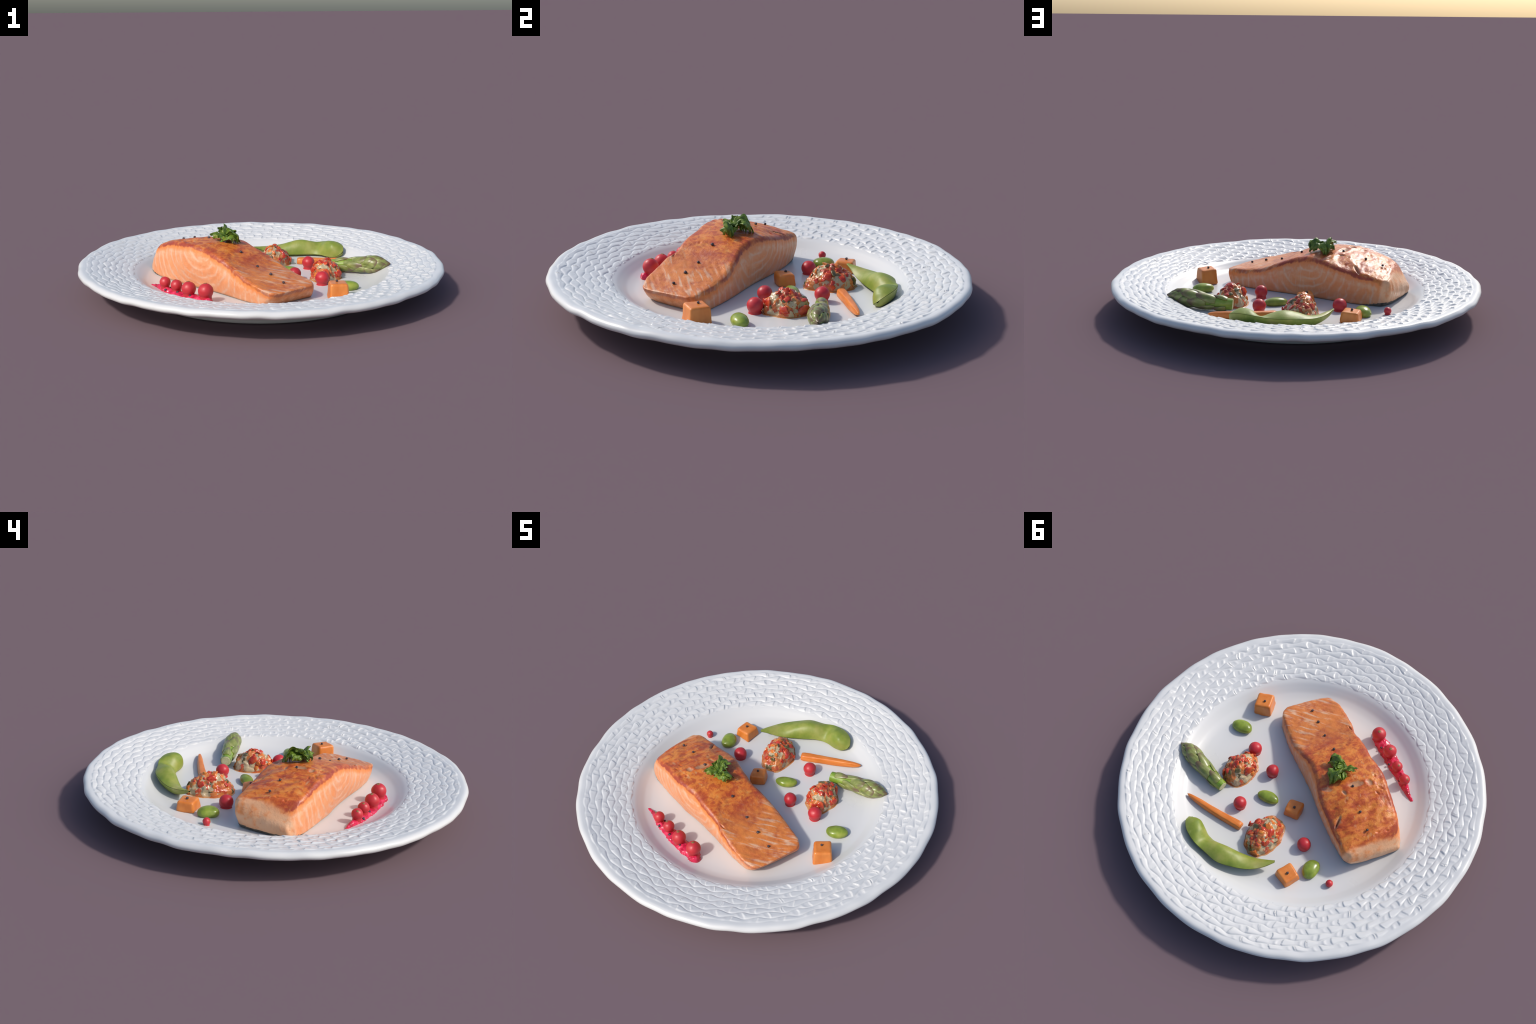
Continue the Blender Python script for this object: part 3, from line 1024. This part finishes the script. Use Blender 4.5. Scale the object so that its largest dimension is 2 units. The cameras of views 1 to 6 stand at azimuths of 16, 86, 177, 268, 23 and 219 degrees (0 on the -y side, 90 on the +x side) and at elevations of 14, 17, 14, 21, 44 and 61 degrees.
# ------------------------------------------------------------------ sauce smear
def build_sauce():
    left = [(-.528, -.324), (-.490, -.350), (-.455, -.385), (-.425, -.414), (-.377, -.447), (-.315, -.488), (-.253, -.522),
            (-.199, -.552), (-.161, -.574), (-.128, -.587)]
    right = [(-.516, -.312), (-.470, -.333), (-.430, -.352), (-.375, -.379), (-.317, -.407), (-.258, -.436), (-.208, -.463),
             (-.152, -.492), (-.108, -.524), (-.090, -.562)]
    nu, nv = 150, 34
    u = np.linspace(0, 1, nu)
    A = spline3(u, [(x, y, 0) for x, y in left])
    B = spline3(u, [(x, y, 0) for x, y in right])
    V = []
    mid = (A[nu // 2] + B[nu // 2]) / 2
    for i in range(nu):
        for j in range(nv):
            w = j / (nv - 1)
            rag = .013 * fbm((u[i] * 11, w > .5, 0), 3.0, 3, 2.0)
            taper = math.sqrt(max(.02, 1 - max(0, (u[i] - .93) / .07) ** 2))
            ww = .5 + (w - .5) * (1 + rag / .06) * taper
            p = A[i] * (1 - ww) + B[i] * ww
            r = math.hypot(p[0], p[1])
            dome = (max(0.0, 4 * w * (1 - w))) ** .55
            endf = min(1, u[i] / .06, (1 - u[i]) / .05) ** .5
            h = (.013 + .013 * smooth_curve([u[i]], [(0, 0), (.2, .6), (.85, 1), (1, 1.2)])[0]) * dome * max(endf, 0)
            h += .0075 * dome * fbm((p[0], p[1], 0), 34, 3, 1.0) + .002 * dome
            V.append((p[0] - mid[0], p[1] - mid[1], plate_z(r) - .0015 + max(h, 0)))
    top = np.array(V)
    bot = top.copy()
    bot[:, 2] = np.minimum(top[:, 2] - .002, top[:, 2].min() - .001)
    n = nu * nv
    fs = grid_faces(nu, nv) + [tuple(n + k for k in f[::-1]) for f in grid_faces(nu, nv)]
    rim = [i * nv for i in range(nu)] + [(nu - 1) * nv + j for j in range(1, nv)] + \
          [i * nv + nv - 1 for i in range(nu - 2, -1, -1)] + [j for j in range(nv - 2, 0, -1)]
    for a, b in zip(rim, rim[1:] + rim[:1]):
        fs.append((a, n + a, n + b, b))
    me = mesh_from('sauce', np.vstack([top, bot]), fs)
    fix_normals(me)
    ob = add('sauce_smear', me, None, M_SAUCE, loc=(mid[0], mid[1], 0))
    thing(ob, 'streak of glossy pink fruit sauce', 'sauce')
    for (x, y, z, k) in [(-.405, -.420, .071, 1.1), (-.325, -.460, .074, 1.1), (-.240, -.506, .075, 1.0), (-.196, -.487, .075, .9),
                         (-.395, -.376, .072, .8), (-.118, -.562, .078, .9), (-.290, -.428, .071, .8)]:
        peppercorn(ob, (x - mid[0], y - mid[1], z), k)


build_sauce()


# ------------------------------------------------------------------ beans
def bean_mesh(a, b, c, seed):
    nu, nv = 40, 32
    V = []
    for i in range(nu):
        th = PI * i / (nu - 1)
        for j in range(nv):
            ph = 2 * PI * j / nv
            x = math.cos(th)
            rr = math.sin(th) ** .9
            y, z = rr * math.cos(ph), rr * math.sin(ph)
            kid = .10 * (x * x) - .04
            crease = 1 - .05 * math.exp(-((ph - .35) / .12) ** 2)
            p = (x * a, (y * crease + kid) * b, z * c * crease)
            k = 1 + .035 * fbm(p, 28, 2, seed)
            V.append((p[0] * k, p[1] * k, p[2] * k))
    me = mesh_from('bean', V, grid_faces(nu, nv, wrap_v=True))
    fix_normals(me)
    return me


for (x, y, z, a, b, c, yaw, sd) in [(.508, -.114, .0730, .059, .039, .029, 14, 1.0),
                                    (.113, .146, .0670, .061, .034, .025, 12, 2.5),
                                    (-.330, .342, .0700, .056, .043, .031, 95, 4.0)]:
    ob = add('bean', bean_mesh(a, b, c, sd), None, M_BEAN,
             matrix=Matrix.Translation((x, y, z)) @ Matrix.Rotation(math.radians(yaw), 4, 'Z'))
    thing(ob, 'shelled bright green soybean', 'bean')


# ------------------------------------------------------------------ root cubes
def cube_mesh(hb, ht, h, seed):
    bm = bmesh.new()
    bmesh.ops.create_cube(bm, size=2)
    for v in bm.verts:
        k = hb if v.co.z < 0 else ht
        j = 1 + .13 * fbm((v.co.x, v.co.y, v.co.z), 1.7, 1, seed)
        v.co = Vector((v.co.x * k * j, v.co.y * k * j, (0 if v.co.z < 0 else h * (1 + .09 * fbm(v.co, 2.3, 1, seed + 3)))))
    bmesh.ops.bevel(bm, geom=[e for e in bm.edges], offset=.0150, segments=5, profile=.6, affect='EDGES')
    bmesh.ops.subdivide_edges(bm, edges=bm.edges[:], cuts=3, use_grid_fill=True)
    for v in bm.verts:
        v.co += Vector((1, 1, .6)) * 0
        k = .0045 * fbm(v.co, 15, 3, seed)
        n = Vector((v.co.x, v.co.y, (v.co.z - h * .5))).normalized()
        v.co += n * k
        # flared foot where the cube sits in its own juice
        f = max(0, (.010 - v.co.z) / .010)
        v.co.x *= 1 + .05 * f * f
        v.co.y *= 1 + .05 * f * f
    me = bpy.data.meshes.new('cube')
    bm.to_mesh(me)
    bm.free()
    me.polygons.foreach_set('use_smooth', np.ones(len(me.polygons), bool))
    return me


for (x, y, z, hb, ht, h, yaw, px, py, sd) in [
    (.492, -.298, .054, .0525, .0460, .089, 22, -.006, .008, 1.0),
    (-.256, .446, .054, .0500, .0430, .058, -19, -.003, .002, 5.0),
    (-.046, .120, .049, .0460, .0405, .062, 13, -.005, .006, 9.0)]:
    ob = add('vegetable_cube', cube_mesh(hb, ht, h, sd), None, M_CUBE,
             matrix=Matrix.Translation((x, y, z)) @ Matrix.Rotation(math.radians(yaw), 4, 'Z'))
    thing(ob, 'rounded orange root vegetable cube with peppercorn', 'vegetable')
    peppercorn(ob, (px, py, h + .0045), .95)


# ------------------------------------------------------------------ carrot stick
def build_carrot():
    thick, thin = np.array((.118, .374)), np.array((.470, .406))
    d = thin - thick
    length = np.linalg.norm(d)
    yaw = math.atan2(d[1], d[0])
    nu = 60
    V = []
    ring = 28
    for i in range(nu):
        u = i / (nu - 1)
        w = smooth_curve([u], [(0, .0195), (.05, .0225), (.3, .0205), (.6, .0175), (.85, .0125), (.96, .0075), (1, .0010)])[0]
        h = smooth_curve([u], [(0, .016), (.05, .020), (.3, .0195), (.6, .0185), (.85, .0150), (.96, .0085), (1, .0015)])[0]
        zc = smooth_curve([u], [(0, .068), (.5, .0715), (.85, .079), (1, .084)])[0]
        for j in range(ring):
            a = 2 * PI * j / ring
            ca, sa = math.cos(a), math.sin(a)
            e = .5
            x = math.copysign(abs(ca) ** e, ca)
            y = math.copysign(abs(sa) ** e, sa)
            # trapezium: narrower on top
            x *= 1 - .16 * y
            k = 1 + .05 * fbm((u * 5, ca, sa), 1.7, 2, 3)
            V.append((u * length, w * x * k + .004 * math.sin(u * 3.0), zc + h * y * k))
    fs = grid_faces(nu, ring, wrap_v=True)
    fs.append(tuple(range(ring)))
    fs.append(tuple((nu - 1) * ring + j for j in range(ring)))
    me = mesh_from('carrot', V, fs)
    fix_normals(me)
    ob = add('carrot_stick', me, None, M_CARROT,
             matrix=Matrix.Translation((thick[0], thick[1], 0)) @ Matrix.Rotation(yaw, 4, 'Z'))
    thing(ob, 'thin tapering cut carrot stick', 'vegetable')


build_carrot()


# ------------------------------------------------------------------ edamame pod
def build_pod():
    inner = [(.362, .508, .088), (.330, .503, .068), (.285, .512, .062), (.225, .534, .066), (.160, .538, .066), (.075, .519, .062),
             (.000, .498, .064), (-.065, .478, .074), (-.120, .458, .096), (-.154, .443, .110)]
    outer = [(.372, .524, .104), (.362, .560, .124), (.320, .600, .134), (.246, .628, .130), (.172, .634, .118), (.090, .640, .114),
             (.016, .614, .106), (-.062, .572, .100), (-.118, .518, .102), (-.160, .456, .112)]
    nu, nv = 120, 41
    u = np.linspace(0, 1, nu)
    I, E = spline3(u, inner), spline3(u, outer)
    C = (I + E) / 2
    T = np.gradient(C, axis=0)
    T /= np.linalg.norm(T, axis=1)[:, None]
    N = np.cross(T, E - I)
    N /= np.linalg.norm(N, axis=1)[:, None]
    N *= np.sign(N[:, 2:3])
    v = np.linspace(0, 1, nv)
    ht = smooth_curve(u, [(0, 0), (.05, .016), (.12, .038), (.20, .057), (.28, .050), (.365, .018), (.45, .044), (.54, .060),
                          (.64, .044), (.74, .020), (.88, .011), (1, .003)])
    hb = smooth_curve(u, [(0, 0), (.06, .020), (.2, .040), (.4, .036), (.6, .036), (.75, .026), (.88, .016), (1, .001)])
    prof_t = np.sin(PI * v) ** .75
    prof_b = np.sin(PI * v) ** .9
    top = I[:, None] * (1 - v)[None, :, None] + E[:, None] * v[None, :, None]
    P = top + N[:, None] * (.92 * ht[:, None] * prof_t[None])[..., None]
    Q = top - N[:, None] * (hb[:, None] * prof_b[None])[..., None]
    jit = vnoise(P.reshape(-1, 3), 16, 2, 3).reshape(nu, nv)
    P = P + N[:, None] * (jit * .0022 * prof_t[None])[..., None]
    # raised seam bead along both edges
    seam = np.exp(-(np.minimum(v, 1 - v) / .03) ** 2)
    P += N[:, None] * (.0016 * seam)[None, :, None]
    floor = np.array([[plate_z(math.hypot(p[0], p[1])) for p in row] for row in Q])
    Q[..., 2] = np.maximum(Q[..., 2], floor - .003)
    n = nu * nv
    fs = grid_faces(nu, nv) + [tuple(n + k for k in f[::-1]) for f in grid_faces(nu, nv)]
    o = np.array((.1, .55, 0))
    P += np.array((-.009, -.008, .0065))
    Q += np.array((-.009, -.008, 0.0)) + np.array((0, 0, .0065)) * (1 - prof_b)[None, :, None]
    me = mesh_from('pod', np.vstack([P.reshape(-1, 3), Q.reshape(-1, 3)]) - o, fs)
    bm = bmesh.new()
    bm.from_mesh(me)
    bmesh.ops.remove_doubles(bm, verts=bm.verts, dist=.0003)
    bmesh.ops.recalc_face_normals(bm, faces=bm.faces)
    bm.to_mesh(me)
    bm.free()
    ob = add('soybean_pod', me, None, M_POD, loc=o)
    thing(ob, 'curved green soybean pod with two bulges', 'vegetable')


build_pod()


# ------------------------------------------------------------------ asparagus
def build_asparagus():
    O = np.array((.343, .257, 0))
    path = [(.343, .257, .089), (.400, .250, .092), (.480, .236, .101), (.560, .220, .113), (.630, .208, .122), (.688, .203, .128)]
    rad = [(0, .0315), (.12, .0335), (.3, .0345), (.5, .0385), (.64, .0415), (.78, .0345), (.90, .0195), (.96, .008), (1, .0012)]
    nu, nv = 110, 48
    u = np.linspace(0, 1, nu)
    P = spline3(u, path) - O
    T = np.gradient(P, axis=0)
    T /= np.linalg.norm(T, axis=1)[:, None]
    A = np.cross(T, [0, 0, 1.0])
    A /= np.linalg.norm(A, axis=1)[:, None]
    B = np.cross(A, T)
    R = smooth_curve(u, rad)

    def surf(uu, th, off=0.0):
        x = np.clip(uu, 0, 1) * (nu - 1)
        i = np.minimum(x.astype(int), nu - 2)
        f = (x - i)[..., None]
        def g(M): return M[i] * (1 - f) + M[i + 1] * f
        rr = (R[i] * (1 - f[..., 0]) + R[i + 1] * f[..., 0]) + off
        return g(P) + rr[..., None] * (np.cos(th)[..., None] * g(A) + np.sin(th)[..., None] * g(B))

    root = bpy.data.objects.new('asparagus_spear', None)
    COL.objects.link(root)
    root.location = O
    thing(root, 'short green asparagus tip with overlapping scales', 'vegetable')
    th = np.linspace(0, 2 * PI, nv, endpoint=False)
    U, TH = np.meshgrid(u, th, indexing='ij')
    S = surf(U, TH, -.0022)
    fs = grid_faces(nu, nv, wrap_v=True)
    me = mesh_from('stalk', S.reshape(-1, 3), fs)
    me.materials.append(M_STALK)
    fix_normals(me)
    add('stalk', me, root)
    # cut end: a shallow pale disc with rim
    V = [tuple(P[0] - T[0] * .0015)]
    F = []
    rings = [(.35, .001), (.70, .0012), (.90, .0008), (1.0, -.0025)]
    for (k, o) in rings:
        for a in th:
            V.append(tuple(P[0] - T[0] * o + (R[0] - .0025) * k * (math.cos(a) * A[0] + math.sin(a) * B[0])))
    for j in range(nv):
        F.append((0, 1 + j, 1 + (j + 1) % nv))
        for q in range(len(rings) - 1):
            a, b = 1 + q * nv, 1 + (q + 1) * nv
            F.append((a + j, b + j, b + (j + 1) % nv, a + (j + 1) % nv))
    cm = mesh_from('cut_face', V, F)
    cm.materials.append(M_CUT)
    fix_normals(cm)
    add('cut_face', cm, root)
    # overlapping pointed scales, spiral arranged
    rs = random.Random(5)
    scales = [(.10, 1.55, .26, .85), (.13, 3.9, .22, .7), (.20, -.5, .26, .85)]
    k = 0
    uu = .27
    while uu < .90:
        ring_n = 3 if uu < .5 else 4
        for q in range(ring_n):
            a = k * 1.15 + q * 2 * PI / ring_n + rs.uniform(-.15, .15)
            scales.append((uu + rs.uniform(-.015, .015), a, .30 - .16 * max(0, uu - .4), 1.05 if uu < .5 else .95))
        k += 1
        uu += .12 if uu < .5 else .095
    for (u0, a0, ln, wd) in scales:
        m, w = 22, 15
        us = np.linspace(0, 1, m)
        vs = np.linspace(-1, 1, w)
        UU, VV = np.meshgrid(us, vs, indexing='ij')
        half = wd * np.clip((1 - UU) ** .62, 0, 1) * np.clip(.80 + 1.2 * UU, 0, 1)
        pos = np.minimum(u0 + ln * UU * .95, .998)
        off = .0010 + .0082 * (np.clip(R[np.minimum((pos * (nu - 1)).astype(int), nu - 1)] / .03, 0, 1)) * np.sin(PI * np.clip(UU * .95 + .03, 0, 1)) * (1 - .55 * VV ** 2) + .0012 * UU
        top = surf(pos, a0 + half * VV, off)
        bot = surf(pos, a0 + half * VV, -.004 + 0 * off)
        n = m * w
        f = grid_faces(m, w) + [tuple(n + i for i in ff[::-1]) for ff in grid_faces(m, w)]
        rim = [i * w for i in range(m)] + [(m - 1) * w + j for j in range(1, w)] + \
              [i * w + w - 1 for i in range(m - 2, -1, -1)] + [j for j in range(w - 2, 0, -1)]
        for a, b in zip(rim, rim[1:] + rim[:1]):
            f.append((a, n + a, n + b, b))
        sm = mesh_from('scale', np.vstack([top.reshape(-1, 3), bot.reshape(-1, 3)]), f)
        sm.materials.append(M_BRACT)
        fix_normals(sm)
        add('scale', sm, root)


build_asparagus()


# ------------------------------------------------------------------ chopped vegetable mounds
def chunk(name, size, seed, mat, flat=.55, stretch=1.0):
    bm = bmesh.new()
    bmesh.ops.create_icosphere(bm, subdivisions=3, radius=1)
    for v in bm.verts:
        c = v.co.copy()
        c = Vector((math.copysign(abs(c.x) ** .7, c.x), math.copysign(abs(c.y) ** .7, c.y), c.z))
        k = 1 + .34 * fbm(v.co, 1.0, 2, seed)
        v.co = Vector((c.x * k * size * stretch, c.y * k * size, c.z * k * size * flat))
    me = bpy.data.meshes.new(name)
    bm.to_mesh(me)
    bm.free()
    me.polygons.foreach_set('use_smooth', np.ones(len(me.polygons), bool))
    me.materials.append(mat)
    return me


REDS = [chunk('red_pepper_piece', .0115 + .003 * (k % 3), 3 + 5 * k, M_RED, .46, 1.0 + .45 * (k % 2)) for k in range(6)]
ORANGES = [chunk('orange_pepper_piece', .011 + .002 * k, 41 + 5 * k, M_ORANGE, .5, 1.2) for k in range(3)]
HERBS = [chunk('herb_piece', .0090 + .0015 * k, 71 + 5 * k, M_HERB, .45, 1.5) for k in range(3)]


def build_mound(center, axes, yaw, height, seed, n_red, n_orange, n_herb, redside):
    cx, cy = center
    hx, hy = axes
    rs = random.Random(seed)
    z0 = .049

    def surface(a, b):
        """a: angle round the mound, b: 0 at foot .. 1 at the ridge."""
        cr = math.cos(a)
        sr = math.sin(a)
        foot = 1 + .08 * fbm((cr, sr, 0), 1.6, 2, seed) + .05 * fbm((cr, sr, 0), 4, 1, seed + 2)
        # steep, nearly straight sides rising to a short blunt ridge along the long axis
        rr = 1 - b ** 1.5
        ridge = .26 * b
        x = hx * foot * (rr + .10 * b * (1 - b)) * cr
        y = hy * foot * (rr * sr + ridge * sr * abs(sr) * (1 - b) ** .3)
        zz = height * (1 - (1 - b) ** 1.5)
        zz *= 1 - .16 * (y / hy) ** 2
        p = Vector((x, y, zz))
        if b > .02:
            d = .0100 * fbm(p, 19, 2, seed) + .0070 * fbm(p, 44, 2, seed + 5)
            o = Vector((x, y, .25 * height + zz * .4)).normalized()
            p += o * d * min(1, b * 6)
        return p

    nu, nv = 60, 150
    V = []
    for i in range(nu):
        b = i / (nu - 1) * .999
        for j in range(nv):
            V.append(tuple(surface(2 * PI * j / nv, b)))
    fs = grid_faces(nu, nv, wrap_v=True)
    # thin oily skirt round the foot
    base = len(V)
    for j in range(nv):
        p = surface(2 * PI * j / nv, 0)
        k = 1.05 + .03 * fbm((p.x, p.y, 0), 20, 2, seed)
        V.append((p.x * k, p.y * k, .0035))
    base2 = len(V)
    for j in range(nv):
        p = surface(2 * PI * j / nv, 0)
        V.append((p.x * 1.09, p.y * 1.09, -.002))
    for j in range(nv):
        j2 = (j + 1) % nv
        fs += [(j, j2, base + j2, base + j), (base + j, base + j2, base2 + j2, base2 + j)]
    me = mesh_from('mash', V, fs)
    # lift foot ring so that skirt reads as a film on the plate
    fix_normals(me)
    root = bpy.data.objects.new('vegetable_mound', None)
    COL.objects.link(root)
    root.matrix_world = Matrix.Translation((cx, cy, z0 + .002)) @ Matrix.Rotation(math.radians(yaw), 4, 'Z')
    thing(root, 'oval mound of chopped red pepper and herbs in cream', 'salad')
    add('mash', me, root, M_MOUND)

    placed = []

    def scatter(count, meshes, bmin, bmax, bias):
        made = 0
        tries = 0
        while made < count and tries < count * 40:
            tries += 1
            a = rs.uniform(0, 2 * PI)
            b = rs.uniform(bmin, bmax) ** .8
            if bias and rs.random() > .42 + .58 * max(0, math.cos(a - redside)):
                continue
            p = surface(a, b)
            if any((p - q).length < .0150 for q in placed):
                continue
            placed.append(p)
            e = .03
            t1 = surface(a + e, b) - surface(a - e, b)
            t2 = surface(a, min(b + e, .98)) - surface(a, max(b - e, 0))
            nrm = t1.cross(t2)
            if nrm.length < 1e-9:
                nrm = Vector((0, 0, 1))
            nrm.normalize()
            if nrm.z < -.1 or nrm.dot(Vector((p.x, p.y, .02))) < 0:
                nrm = -nrm
            m = (Matrix.Translation(p + nrm * rs.uniform(-.0048, -.0018)) @ nrm.to_track_quat('Z', 'Y').to_matrix().to_4x4()
                 @ Matrix.Rotation(rs.uniform(0, 6.28), 4, 'Z') @ Matrix.Rotation(rs.uniform(-.16, .16), 4, 'X')
                 @ Matrix.Scale(rs.uniform(.62, 1.15), 4))
            src = rs.choice(meshes)
            add(src.name.split('.')[0], src, root, None, matrix=m)
            made += 1

    scatter(n_red, REDS, .04, .97, True)
    scatter(n_orange, ORANGES, .04, .95, False)
    scatter(n_herb, HERBS, .03, .97, False)


build_mound((.344, .102), (.082, .108), -4, .106, 21, 26, 10, 9, .0)
build_mound((-.012, .338), (.088, .122), 3, .111, 35, 24, 10, 9, .4)
